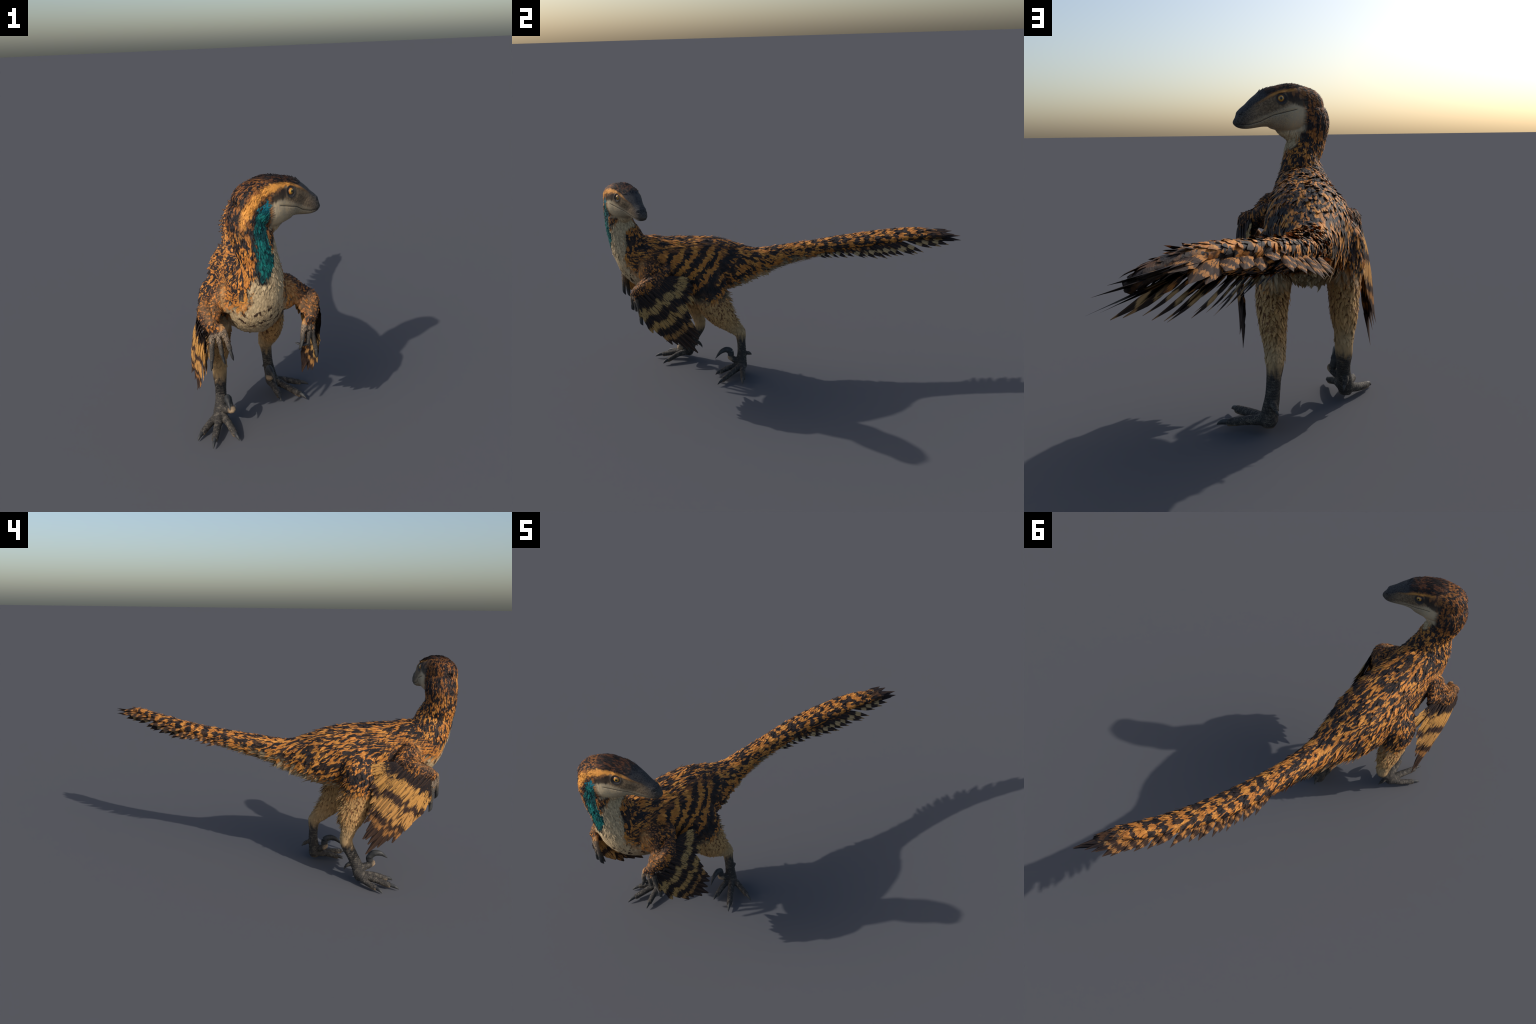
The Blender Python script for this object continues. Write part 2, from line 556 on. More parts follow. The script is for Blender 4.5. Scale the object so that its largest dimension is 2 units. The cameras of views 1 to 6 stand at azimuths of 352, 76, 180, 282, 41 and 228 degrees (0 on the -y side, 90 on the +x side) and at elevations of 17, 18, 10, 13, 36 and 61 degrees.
def body_colour(N, p, rnd, region, along=None, across=None):
    """the coat as a function of place p (object coordinates) and a per-feather chance rnd"""
    sx = N.node("ShaderNodeSeparateXYZ")
    N.put(sx.inputs[0], p)
    x, y, z = sx.outputs
    r0 = N.sub(rnd, 0.5)
    hv = N.vec("SUBTRACT", p, tuple(HEAD))
    f = N.vec("DOT_PRODUCT", hv, tuple(HF))
    l = N.vec("DOT_PRODUCT", hv, tuple(HL))
    u = N.vec("DOT_PRODUCT", hv, tuple(HU))
    al = N.math("ABSOLUTE", l)

    upright = N.math("MAXIMUM", N.step(N.sub(z, N.mul(N.add(y, 0.80), 0.8)), 0.80, 0.88), N.step(z, 0.50, 0.42))
    # on the flanks the feathers point back and down: shear the pattern with them
    shear = N.mul(N.mul(N.step(z, 0.82, 0.70), N.step(y, 0.15, -0.15)), 0.42)
    flow = N.node("ShaderNodeCombineXYZ")
    N.put(flow.inputs[0], x), N.put(flow.inputs[1], N.mul(y, 0.24)), N.put(flow.inputs[2], N.add(N.mul(z, 0.75), N.mul(shear, y)))
    flow = flow.outputs[0]
    fine_y = N.noise(flow, 70, 2, 0.55)
    fine_z = N.noise(p, 75, 2, 0.55, (1, 1, 0.32))
    up1 = N.node("ShaderNodeMix", data_type="FLOAT")
    N.put(up1.inputs[0], upright), N.put(up1.inputs[2], fine_y), N.put(up1.inputs[3], fine_z)
    mottle = up1.outputs[0]
    big = N.noise(p, 13, 2, 0.5)
    hair_y = N.noise(flow, 300, 2, 0.65, (1, 0.6, 1))
    hair_z = N.noise(p, 300, 2, 0.65, (1, 1, 0.16))
    hx = N.node("ShaderNodeMix", data_type="FLOAT")
    N.put(hx.inputs[0], upright), N.put(hx.inputs[2], hair_y), N.put(hx.inputs[3], hair_z)
    hair = hx.outputs[0]
    tone = N.noise(p, 26, 2, 0.5, offset=(3, 1, 7))

    orange = N.mix(N.step(tone, 0.40, 0.66), ORANGE, AMBER)
    orange = N.mix(N.mul(N.step(hair, 0.42, 0.68), 0.58), orange, (0.25, 0.090, 0.026))
    dark = N.mix(N.step(N.add(tone, N.mul(N.sub(hair, 0.5), 0.5)), 0.46, 0.70), BLACK, UMBER)

    # mottled back: blotches the size of single feathers
    crossbar = N.mul(N.math("COSINE", N.add(N.mul(y, 2 * math.pi / 0.058), N.mul(N.sub(big, 0.5), 6.0))), N.mul(N.step(y, -0.05, 0.35), 0.115))
    val = N.add(N.add(mottle, crossbar), N.add(N.mul(r0, 0.21), N.mul(N.sub(big, 0.5), 0.34)))
    lefty = N.step(x, -0.01, 0.05)
    blotch = N.step(val, 0.485, 0.555)
    # bars on the left flank
    tilt = N.sub(y, N.mul(N.sub(z, 0.65), 0.95))
    wav = N.noise(p, 16, 2, 0.5, offset=(9, 2, 4))
    phase = N.add(N.mul(N.add(tilt, 0.63), 2 * math.pi / 0.090), N.add(N.mul(N.sub(wav, 0.5), 5.0), N.mul(r0, 1.7)))
    barv = N.math("COSINE", phase)
    bars = N.step(N.add(barv, N.mul(N.sub(mottle, 0.5), 2.2)), -0.25, 0.15)
    barzone = N.mul(N.mul(lefty, N.band(y, -0.76, -0.36, 0.05)), N.step(z, 0.83, 0.76))
    m = N.node("ShaderNodeMix", data_type="FLOAT")
    N.put(m.inputs[0], barzone), N.put(m.inputs[2], blotch), N.put(m.inputs[3], bars)
    light = m.outputs[0]
    if region == "trunk":
        # black hip patch on the left, black thigh patch on the right, dark shoulder
        hip = N.mul(lefty, N.mul(N.band(N.add(tilt, N.mul(N.sub(mottle, 0.5), 0.16)), -0.420, -0.350, 0.015), N.step(z, 0.80, 0.74)))
        thigh = N.step(N.add(N.path_distance(p, [(-0.26, -0.60, 0.56, 0.045), (-0.27, -0.52, 0.57, 0.04)]), N.add(N.mul(N.sub(mottle, 0.5), 0.20), N.mul(r0, 0.04))), 0.022, -0.010)
        thigh_l = N.step(N.add(N.path_distance(p, [(0.14, -0.53, 0.53, 0.04), (0.14, -0.44, 0.55, 0.035)]), N.add(N.mul(N.sub(mottle, 0.5), 0.20), N.mul(r0, 0.04))), 0.022, -0.010)
        light = N.mul(light, N.sub(1, N.math("MAXIMUM", hip, N.math("MAXIMUM", thigh, thigh_l))))
    col = N.mix(N.step(light, 0.0, 0.45), dark, N.mix(tone, UMBER, RUST))
    col = N.mix(N.step(light, 0.35, 1.0), col, orange)
    if along is not None:
        col = N.mix(N.mul(N.step(along, 0.45, 0.0), 0.45), col, UMBER)
        col = N.mix(N.mul(N.mul(N.step(across, 0.55, 1.0), light), 0.45), col, RUST)

    col = N.mix(N.mul(N.step(N.add(y, N.mul(N.sub(mottle, 0.5), 0.25)), 0.80, 0.88), 0.85), col, (0.040, 0.026, 0.020))
    scale_bump = 0.0
    if region == "head":
        # neck: darker, rusty nape and crown
        nape = N.mul(N.step(z, 0.93, 1.02), N.step(f, 0.02, -0.05))
        col = N.mix(N.mul(nape, 0.72), col, N.mix(N.step(N.add(mottle, N.mul(r0, 0.2)), 0.46, 0.62), BLACK, (0.16, 0.060, 0.024)))

    else:
        # thighs and shins: tan with brown flecks
        shin = N.step(N.add(z, N.mul(N.sub(mottle, 0.5), 0.14)), 0.505, 0.44)
        fleck = N.step(N.add(N.noise(p, 95, 2, 0.6, (1, 1, 0.5)), N.mul(r0, 0.12)), 0.53, 0.62)
        shin_col = N.mix(N.mul(fleck, N.step(z, 0.24, 0.40)), TAN, N.mix(0.5, RUST, UMBER))
        shin_col = N.mix(N.step(z, 0.34, 0.26), shin_col, (0.40, 0.26, 0.125))
        col = N.mix(shin, col, shin_col)

    # pale underside: below a line that climbs to the breast and along the tail
    edge = N.curve(y, [(-1.02, 0.835), (-0.97, 0.800), (-0.93, 0.760), (-0.87, 0.690), (-0.80, 0.615), (-0.70, 0.555), (-0.50, 0.500), (-0.30, 0.530),
                       (-0.15, 0.585), (0.0, 0.635), (0.20, 0.662), (0.40, 0.672), (0.60, 0.66)])
    edge = N.sub(edge, N.mul(N.mul(N.step(x, -0.03, -0.10), N.step(y, -0.84, -0.92)), 0.065))
    ventral = N.step(N.add(N.sub(z, edge), N.add(N.mul(N.sub(mottle, 0.5), 0.10), N.mul(r0, 0.02))), 0.030, -0.032)
    ventral = N.mul(ventral, N.step(N.math("ABSOLUTE", N.add(x, 0.045)), 0.19, 0.10))
    inner_leg = N.step(z, 0.45, 0.50)
    vcol = N.mix(N.step(N.add(hair, N.mul(r0, 0.2)), 0.60, 0.72), CREAM, TAN)
    vcol = N.mix(N.mul(N.step(N.noise(p, 20, 2, 0.6, offset=(8, 1, 3)), 0.45, 0.65), 0.45), vcol, (0.21, 0.145, 0.085))
    vcol = N.mix(N.mul(N.step(N.noise(p, 40, 2, 0.6, (1, 1, 0.5), (5, 5, 5)), 0.52, 0.62), N.mul(N.step(z, 0.76, 0.70), N.step(z, 0.56, 0.60))), vcol, UMBER)
    col = N.mix(N.mul(ventral, inner_leg), col, vcol)

    # throat: pale stripe down the front of the neck to the breast
    thr = N.path_distance(p, [(0.075, -0.855, 1.02, 0.05), (0.020, -0.862, 0.985, 0.056), (0.034, -0.905, 0.955, 0.040), (0.030, -0.940, 0.90, 0.040), (0.025, -0.955, 0.83, 0.060), (0.00, -0.965, 0.77, 0.08)])
    thr = N.step(N.add(thr, N.mul(N.sub(mottle, 0.5), 0.06)), 0.010, -0.008)
    col = N.mix(thr, col, N.mix(N.add(N.mul(N.step(hair, 0.48, 0.66), 0.7), N.mul(N.step(tone, 0.5, 0.7), 0.3)), CREAM, (0.24, 0.165, 0.095)))

    # teal stripe on the left of the neck, black seam behind it
    path = [(-0.010, -0.975, 1.090, 0.018), (-0.030, -0.985, 1.05, 0.027), (-0.040, -0.995, 1.0, 0.031), (-0.030, -0.990, 0.94, 0.033), (-0.020, -0.985, 0.876, 0.036), (-0.030, -0.990, 0.815, 0.018)]
    td = N.add(N.path_distance(p, path), N.add(N.mul(N.sub(mottle, 0.5), 0.055), N.mul(r0, 0.012)))
    col = N.mix(N.mul(N.step(td, 0.020, 0.006), N.step(x, 0.01, -0.03)), col, BLACK)
    tealcol = N.mix(N.step(N.add(fine_z, N.mul(r0, 0.25)), 0.40, 0.62), (0.004, 0.036, 0.042), (0.008, 0.150, 0.138))
    tealcol = N.mix(N.step(z, 1.05, 1.10), tealcol, (0.010, 0.20, 0.26))
    col = N.mix(N.step(td, 0.004, -0.006), col, tealcol)

    if region == "head":
        # ---- head
        face = N.step(N.add(f, N.mul(N.sub(mottle, 0.5), 0.03)), -0.115, -0.095)
        hair2 = N.noise(hv, 120, 2, 0.6, offset=(2, 2, 2))
        crown = N.mix(N.step(N.add(N.noise(hv, 70, 3, 0.6, (0.3, 0.75, 1)), N.mul(r0, 0.2)), 0.50, 0.62), (0.024, 0.018, 0.016), (0.115, 0.046, 0.022))
        crown = N.mix(N.step(f, 0.03, 0.075), crown, (0.020, 0.018, 0.019))
        topline = N.add(u, N.mul(f, 0.30))
        topmask = N.mul(N.step(topline, 0.018, 0.026), N.step(f, -0.16, -0.10))
        snout_top = N.mul(N.step(f, 0.050, 0.065), N.step(N.add(u, N.mul(f, 0.70)), 0.044, 0.054))
        lore = N.mix(N.step(hair2, 0.40, 0.62), (0.170, 0.115, 0.066), (0.300, 0.205, 0.115))
        cheek = N.mix(N.step(hair2, 0.45, 0.7), PALE, CREAM)
        headcol = N.mix(N.step(N.add(u, N.mul(N.math("MAXIMUM", f, -0.06), 0.42)), -0.028, -0.046), lore, cheek)
        tipdark = N.step(N.add(f, N.mul(u, 0.25)), 0.075, 0.135)
        headcol = N.mix(N.mul(tipdark, 0.85), headcol, (0.030, 0.031, 0.034))
        # ring of dark skin about the eye, black streak behind it, orange brow above
        ed = N.vec("LENGTH", N.vec("MULTIPLY", hv, (1, 1, 1)))
        er = N.math("SQRT", N.add(N.mul(f, f), N.mul(u, u)))
        headcol = N.mix(N.mul(N.step(er, 0.026, 0.021), N.step(al, 0.03, 0.04)), headcol, (0.040, 0.038, 0.040))
        wrink = N.math("SINE", N.mul(er, 1500))
        headcol = N.mix(N.mul(N.mul(N.step(er, 0.036, 0.032), N.step(er, 0.014, 0.020)), N.mul(N.step(wrink, 0.2, 0.9), 0.45)), headcol, (0.20, 0.16, 0.11))
        behind = N.add(u, N.mul(N.math("MINIMUM", f, 0.0), -0.26))
        streak = N.mul(N.band(N.add(behind, N.mul(N.sub(mottle, 0.5), 0.040)), -0.004, 0.027, 0.008), N.band(f, -0.15, -0.018, 0.008))
        headcol = N.mix(N.mul(N.step(f, -0.015, -0.04), N.step(u, -0.004, 0.010)), headcol, N.mix(N.step(mottle, 0.45, 0.58), (0.060, 0.032, 0.020), (0.19, 0.085, 0.032)))
        headcol = N.mix(N.mul(face, N.mul(streak, 0.9)), headcol, (0.026, 0.019, 0.016))
        headcol = N.mix(topmask, headcol, crown)
        headcol = N.mix(snout_top, headcol, (0.028, 0.030, 0.036))
        browline = N.sub(u, N.curve(f, [(-0.06, 0.036), (-0.02, 0.030), (0.01, 0.026), (0.04, 0.012), (0.09, -0.016), (0.13, -0.038)]))
        brow = N.mul(N.mul(N.band(browline, -0.005, 0.005, 0.003), N.band(f, -0.06, 0.115, 0.012)), N.step(al, 0.015, 0.022))
        headcol = N.mix(N.mul(brow, N.step(f, 0.13, 0.02)), headcol, (0.430, 0.190, 0.045))
        # mouth line and nostril
        mu = N.curve(f, [(-0.06, -0.040), (-0.02, -0.049), (0.03, -0.061), (0.055, -0.073), (0.078, -0.085), (0.12, -0.096), (0.18, -0.096)])
        mline = N.mul(N.band(N.sub(u, mu), -0.0012, 0.0012, 0.0010), N.mul(N.step(f, -0.064, -0.055), N.step(al, 0.008, 0.012)))
        headcol = N.mix(mline, headcol, (0.012, 0.010, 0.010))
        nd = N.math("SQRT", N.add(N.math("POWER", N.mul(N.sub(f, 0.155), 0.8), 2.0), N.math("POWER", N.add(u, 0.060), 2.0)))
        headcol = N.mix(N.mul(N.step(nd, 0.0055, 0.003), N.step(al, 0.008, 0.012)), headcol, (0.008, 0.008, 0.008))
        onhead = N.mul(N.mul(N.step(f, -0.125, -0.105), N.step(u, -0.135, -0.120)), N.step(al, 0.105, 0.095))
        underface = N.step(N.sub(N.add(u, N.mul(mottle, 0.03)), N.mul(N.math("MINIMUM", f, 0.0), 0.0)), -0.130, -0.112)
        jawback = N.math("MAXIMUM", N.step(f, -0.108, -0.080), N.mul(topmask, 0.9))
        fscale = N.node("ShaderNodeTexVoronoi", feature="DISTANCE_TO_EDGE")
        N.put(fscale.inputs["Vector"], hv)
        fscale.inputs["Scale"].default_value = 330
        pebble = N.step(fscale.outputs["Distance"], 0.03, 0.22)
        bareface = N.mul(N.step(f, -0.06, 0.0), N.sub(1, N.mul(topmask, N.step(f, 0.075, 0.06))))
        headcol = N.mix(N.mul(N.mul(N.sub(1, pebble), bareface), 0.55), headcol, (0.020, 0.018, 0.017))
        speckle = N.mul(N.step(fscale.outputs["Distance"], 0.10, 0.25), N.step(N.add(f, N.mul(u, 0.3)), 0.02, 0.10))
        headcol = N.mix(N.mul(speckle, 0.30), headcol, (0.30, 0.27, 0.23))
        facemask = N.mul(N.mul(onhead, underface), jawback)
        col = N.mix(facemask, col, headcol)
        scale_bump = N.mul(N.mul(facemask, bareface), N.mul(fscale.outputs["Distance"], 0.5))
        # orange stripe running from the left brow down the side of the neck
        os_path = [(0.080, -0.918, 1.153, 0.004), (0.035, -0.945, 1.150, 0.011), (-0.013, -0.962, 1.138, 0.016), (-0.055, -0.976, 1.115, 0.018), (-0.080, -0.982, 1.080, 0.018), (-0.098, -0.980, 1.03, 0.015), (-0.106, -0.970, 0.975, 0.008)]
        od = N.add(N.path_distance(p, os_path), N.mul(N.sub(mottle, 0.5), 0.030))
        col = N.mix(N.mul(N.step(od, 0.006, -0.004), N.step(l, 0.0, 0.02)), col, N.mix(N.step(hair, 0.55, 0.7), AMBER, ORANGE))

    else:
        # ---- arms: brown speckle, then black coverts; tan leading edge
        for side in ("left", "right"):
            a = ARM[side]
            s, e, w = a["shoulder"], a["elbow"], a["wrist"]
            out = unit(a["out"])
            da = N.path_distance(p, [(*(s + out * 0.03), 0.055), (*e, 0.06), (*w, 0.055)])
            arm = N.step(N.add(da, N.mul(N.sub(mottle, 0.5), 0.05)), 0.018, -0.006)
            sp = N.add(N.noise(p, 130, 2, 0.6, (1, 0.7, 0.6)), N.mul(r0, 0.22))
            speck = N.mix(N.step(sp, 0.49, 0.63), N.mix(0.6, UMBER, BLACK), N.mix(N.step(tone, 0.4, 0.6), (0.30, 0.125, 0.045), ORANGE))
            ew = unit(w - e)
            n = unit(np.cross(ew, out))
            if n[2] > 0:
                n = -n
            trail = N.sub(N.vec("DOT_PRODUCT", p, tuple(n)), float(e @ n))
            blk = N.step(N.add(trail, N.mul(N.sub(mottle, 0.5), 0.04)), 0.022, 0.040)
            speck = N.mix(N.mul(blk, N.step(N.add(sp, N.mul(big, 0.1)), 0.70, 0.62)), speck, BLACK)
            lead = N.step(N.add(trail, N.mul(N.sub(mottle, 0.5), 0.03)), -0.008, -0.026)
            inner = N.step(N.vec("DOT_PRODUCT", N.vec("SUBTRACT", p, tuple(0.5 * (e + w))), tuple(out)), -0.018, -0.036)
            speck = N.mix(N.mul(N.mul(N.math("MAXIMUM", N.mul(lead, 0.2), inner), N.step(sp, 0.66, 0.48)), N.step(N.add(y, N.mul(N.sub(sp, 0.5), 0.08)), -0.80, -0.83)), speck, (0.44, 0.235, 0.090))
            limb = N.mul(arm, N.step(N.math("ABSOLUTE", N.add(x, 0.045)), 0.108, 0.128))
            col = N.mix(limb, col, speck)

        # ---- scaly skin: feet and hands
        sc = N.node("ShaderNodeTexVoronoi", feature="DISTANCE_TO_EDGE")
        mp = N.node("ShaderNodeMapping")
        N.put(mp.inputs["Vector"], p)
        mp.inputs["Scale"].default_value = (1, 1, 1.6)
        N.put(sc.inputs["Vector"], mp.outputs[0])
        sc.inputs["Scale"].default_value = 190
        cell = N.step(sc.outputs["Distance"], 0.02, 0.16)
        scaly = N.mix(cell, (0.020, 0.020, 0.021), N.mix(N.step(N.noise(p, 60, 2), 0.45, 0.65), (0.055, 0.048, 0.041), (0.135, 0.116, 0.092)))
        scute = N.math("SINE", N.add(N.mul(z, 620), N.mul(N.sub(big, 0.5), 9.0)))
        scaly = N.mix(N.mul(N.step(scute, 0.55, 0.95), N.mul(N.step(z, 0.05, 0.08), 0.7)), scaly, (0.018, 0.018, 0.018))
        sole = N.step(N.add(z, N.mul(N.sub(big, 0.5), 0.01)), 0.026, 0.012)
        scaly = N.mix(N.mul(sole, 0.7), scaly, (0.26, 0.19, 0.12))
        pad = N.math("MINIMUM", N.vec("DISTANCE", p, (0.076, -0.354, 0.088)), N.vec("DISTANCE", p, (-0.140, -0.630, 0.096)))
        scaly = N.mix(N.mul(N.step(pad, 0.026, 0.014), 0.85), scaly, (0.40, 0.28, 0.17))
        ankle = N.curve(x, [(-0.3, 0.205), (-0.06, 0.205), (-0.05, 0.222), (0.3, 0.222)])
        footm = N.step(N.add(N.sub(z, ankle), N.mul(N.sub(mottle, 0.5), 0.09)), 0.034, -0.030)
        col = N.mix(footm, col, scaly)
        hand = None
        for side in ("left", "right"):
            for fg in FINGERS[side]:
                d = N.path_distance(p, [(*(0.55 * V(*fg[0]) + 0.45 * V(*fg[1])), 0.017), (*fg[2], 0.017)])
                hand = d if hand is None else N.math("MINIMUM", hand, d)
        handm = N.step(N.add(hand, N.mul(N.sub(mottle, 0.5), 0.012)), 0.004, -0.002)
        palm = N.mix(cell, (0.030, 0.026, 0.022), N.mix(N.step(z, 0.58, 0.53), (0.30, 0.22, 0.15), (0.095, 0.085, 0.074)))
        col = N.mix(handm, col, palm)
        scale_bump = N.mul(N.math("MAXIMUM", footm, handm), sc.outputs["Distance"])
    return col, hair, scale_bump


def new_material(name):
    m = bpy.data.materials.new(name)
    m.use_nodes = True
    return m, Nodes(m.node_tree), m.node_tree.nodes["Principled BSDF"]


def coat_material(name, feather, region):
    m, N, bsdf = new_material(name)
    p = N.node("ShaderNodeTexCoord").outputs["Object"]
    rnd = N.node("ShaderNodeNewGeometry").outputs["Random Per Island"] if feather else 0.5
    if feather:
        along = N.node("ShaderNodeAttribute", attribute_name="along").outputs["Fac"]
        across = N.node("ShaderNodeAttribute", attribute_name="across").outputs["Fac"]
        col, hair, sb = body_colour(N, p, rnd, region, along, across)
        v = N.node("ShaderNodeHueSaturation")
        N.put(v.inputs["Color"], col)
        N.put(v.inputs["Value"], N.add(0.76, N.mul(N.math("FRACT", N.mul(rnd, 7.31)), 0.44)))
        col = v.outputs[0]
    else:
        val = N.node("ShaderNodeValue")
        val.outputs[0].default_value = 0.5
        col, hair, sb = body_colour(N, p, val.outputs[0], region)
    N.put(bsdf.inputs["Base Color"], col)
    bsdf.inputs["Roughness"].default_value = 0.70
    bsdf.inputs["Specular IOR Level"].default_value = 0.18
    b = N.node("ShaderNodeBump")
    b.inputs["Strength"].default_value, b.inputs["Distance"].default_value = 0.35, 0.002
    N.put(b.inputs["Height"], N.add(hair, N.mul(sb, 3.0)))
    N.put(bsdf.inputs["Normal"], b.outputs[0])
    return m


SKIN = {r: coat_material(r + "_skin", False, r) for r in ("head", "trunk")}
PLUME = {r: coat_material(r + "_plumage", True, r) for r in ("head", "trunk")}


def region_of(tag):
    return "head" if tag in ("head", "neck") else "trunk"


def claw_material():
    m, N, bsdf = new_material("horn")
    p = N.node("ShaderNodeTexCoord").outputs["Object"]
    n = N.noise(p, 45, 3, 0.6)
    N.put(bsdf.inputs["Base Color"], N.mix(N.step(n, 0.35, 0.7), (0.026, 0.027, 0.029), (0.055, 0.055, 0.053)))
    bsdf.inputs["Roughness"].default_value = 0.52
    bsdf.inputs["Specular IOR Level"].default_value = 0.3
    b = N.node("ShaderNodeBump")
    b.inputs["Strength"].default_value, b.inputs["Distance"].default_value = 0.25, 0.001
    N.put(b.inputs["Height"], N.noise(p, 160, 2))
    N.put(bsdf.inputs["Normal"], b.outputs[0])
    return m


HORN = claw_material()


def quill_material(name, stops, tip, spotty):
    """banded flight feather: local y runs 0 (root) to 1 (tip); custom property span places
    the bands of short coverts on the same scale as the long quills"""
    m, N, bsdf = new_material(name)
    p = N.node("ShaderNodeTexCoord").outputs["Object"]
    sx = N.node("ShaderNodeSeparateXYZ")
    N.put(sx.inputs[0], p)
    x, y, z = sx.outputs
    rnd = N.node("ShaderNodeObjectInfo").outputs["Random"]
    at = N.node("ShaderNodeAttribute", attribute_type="OBJECT", attribute_name='["span"]')
    shift = N.node("ShaderNodeAttribute", attribute_type="OBJECT", attribute_name='["band_start"]')
    ax = N.math("ABSOLUTE", x)
    q = N.node("ShaderNodeCombineXYZ")
    N.put(q.inputs[0], N.mul(x, 1.5)), N.put(q.inputs[1], y), N.put(q.inputs[2], N.mul(rnd, 37.0))
    qv = q.outputs[0]
    edge = N.noise(qv, 9, 3, 0.6)
    streak = N.noise(qv, 30, 2, 0.6, (3.2, 0.45, 1))
    t = N.add(N.mul(y, at.outputs["Fac"]), shift.outputs["Fac"])
    t = N.add(t, N.add(N.mul(N.sub(edge, 0.5), 0.10 * spotty), N.add(N.mul(N.sub(streak, 0.5), 0.06), N.mul(N.sub(rnd, 0.5), 0.05 * spotty))))
    t = N.sub(t, N.mul(ax, 0.05))
    col = None
    for a, c in stops:
        col = c if col is None else N.mix(N.step(t, a - 0.012, a + 0.012), col, c)
    if not isinstance(col, bpy.types.NodeSocket):
        col = N.mix(0.0, col, col)
    if spotty > 1.2:
        blot = N.step(N.noise(qv, 5.5, 2, 0.5, (1, 1.4, 1), (4, 4, 0)), 0.56, 0.62)
        col = N.mix(N.mul(blot, 0.9), col, N.mix(N.step(streak, 0.4, 0.6), BLACK, UMBER))
    col = N.mix(N.mul(N.step(streak, 0.52, 0.75), 0.35), col, N.mix(0.5, RUST, UMBER))
    col = N.mix(N.mul(N.step(ax, 0.055, 0.03), 0.55), col, (0.10, 0.055, 0.03))
    N.put(bsdf.inputs["Base Color"], col)
    bsdf.inputs["Roughness"].default_value = 0.75
    bsdf.inputs["Specular IOR Level"].default_value = 0.10
    barb = N.node("ShaderNodeTexWave", wave_type="BANDS", bands_direction="Y")
    mm = N.node("ShaderNodeCombineXYZ")
    N.put(mm.inputs[1], N.sub(y, N.mul(ax, 0.35)))
    N.put(barb.inputs["Vector"], mm.outputs[0])
    barb.inputs["Scale"].default_value, barb.inputs["Distortion"].default_value = 22, 2.0
    b = N.node("ShaderNodeBump")
    b.inputs["Strength"].default_value, b.inputs["Distance"].default_value = 0.06, 0.001
    N.put(b.inputs["Height"], barb.outputs["Fac"])
    N.put(bsdf.inputs["Normal"], b.outputs[0])
    return m


OCHRE = (0.430, 0.250, 0.085)
LEFT_QUILL = quill_material("left_wing_quill", [(0.0, BLACK), (0.245, (0.40, 0.25, 0.095)), (0.365, BLACK), (0.510, OCHRE), (0.630, BLACK), (0.770, (0.36, 0.18, 0.06)), (0.85, (0.030, 0.020, 0.018))], 0, 1.5)
RIGHT_QUILL = quill_material("right_wing_quill", [(0.0, BLACK), (0.225, (0.53, 0.265, 0.072)), (0.42, (0.045, 0.028, 0.024)), (0.52, (0.56, 0.28, 0.085)), (0.73, (0.040, 0.025, 0.020)), (0.82, (0.36, 0.16, 0.05)), (0.90, (0.045, 0.028, 0.022))], 0, 2.0)
TAIL_QUILL = quill_material("tail_quill", [(0.0, (0.40, 0.15, 0.035)), (0.20, (0.024, 0.018, 0.017)), (0.42, (0.40, 0.17, 0.045)), (0.56, (0.035, 0.022, 0.018)), (0.72, (0.34, 0.155, 0.05)), (0.80, (0.030, 0.021, 0.018))], 0, 2.6)
TAIL_EDGE_QUILL = quill_material("tail_edge_quill", [(0.0, BLACK), (0.60, (0.40, 0.28, 0.14)), (0.74, BLACK), (0.93, (0.30, 0.19, 0.09))], 0, 1.1)
TAIL_TIP_QUILL = quill_material("tail_tip_quill", [(0.0, (0.40, 0.18, 0.05)), (0.2, BLACK), (0.42, (0.30, 0.17, 0.07)), (0.60, (0.018, 0.015, 0.016))], 0, 1.0)

# ---------------------------------------------------------------- assemble body parts
top = link(bpy.data.objects.new("feathered_dinosaur", None))
top["label"] = "small feathered dinosaur, mottled orange and black, head turned back over its shoulder"
top["category"] = "dinosaur"

loops = np.empty(len(skin.loops), int)
skin.loops.foreach_get("vertex_index", loops)
starts = np.empty(nf, int)
skin.polygons.foreach_get("loop_start", starts)
totals = np.empty(nf, int)
skin.polygons.foreach_get("loop_total", totals)
PARTS = {}


def cut_part(tag, name, parent):
    ids = np.where(owner == tag)[0]
    used, faces, remap = [], [], {}
    for i in ids:
        face = []
        for v in loops[starts[i] : starts[i] + totals[i]]:
            if v not in remap:
                remap[v] = len(used)
                used.append(v)
            face.append(remap[v])
        faces.append(face)
    me = mesh_from(name, P[used], faces)
    me.normals_split_custom_set_from_vertices([tuple(x) for x in NRM[used]])
    me.materials.append(SKIN[region_of(tag)])
    PARTS[tag] = link(bpy.data.objects.new(name, me), parent)


for tag in ("head", "neck", "torso", "tail"):
    cut_part(tag, tag, top)
for side in ("left", "right"):
    cut_part(side + " forelimb", "forelimb", top)
    cut_part(side + " hindlimb", "hindlimb", top)
    cut_part(side + " hand", "hand", PARTS[side + " forelimb"])
    cut_part(side + " foot", "foot", PARTS[side + " hindlimb"])


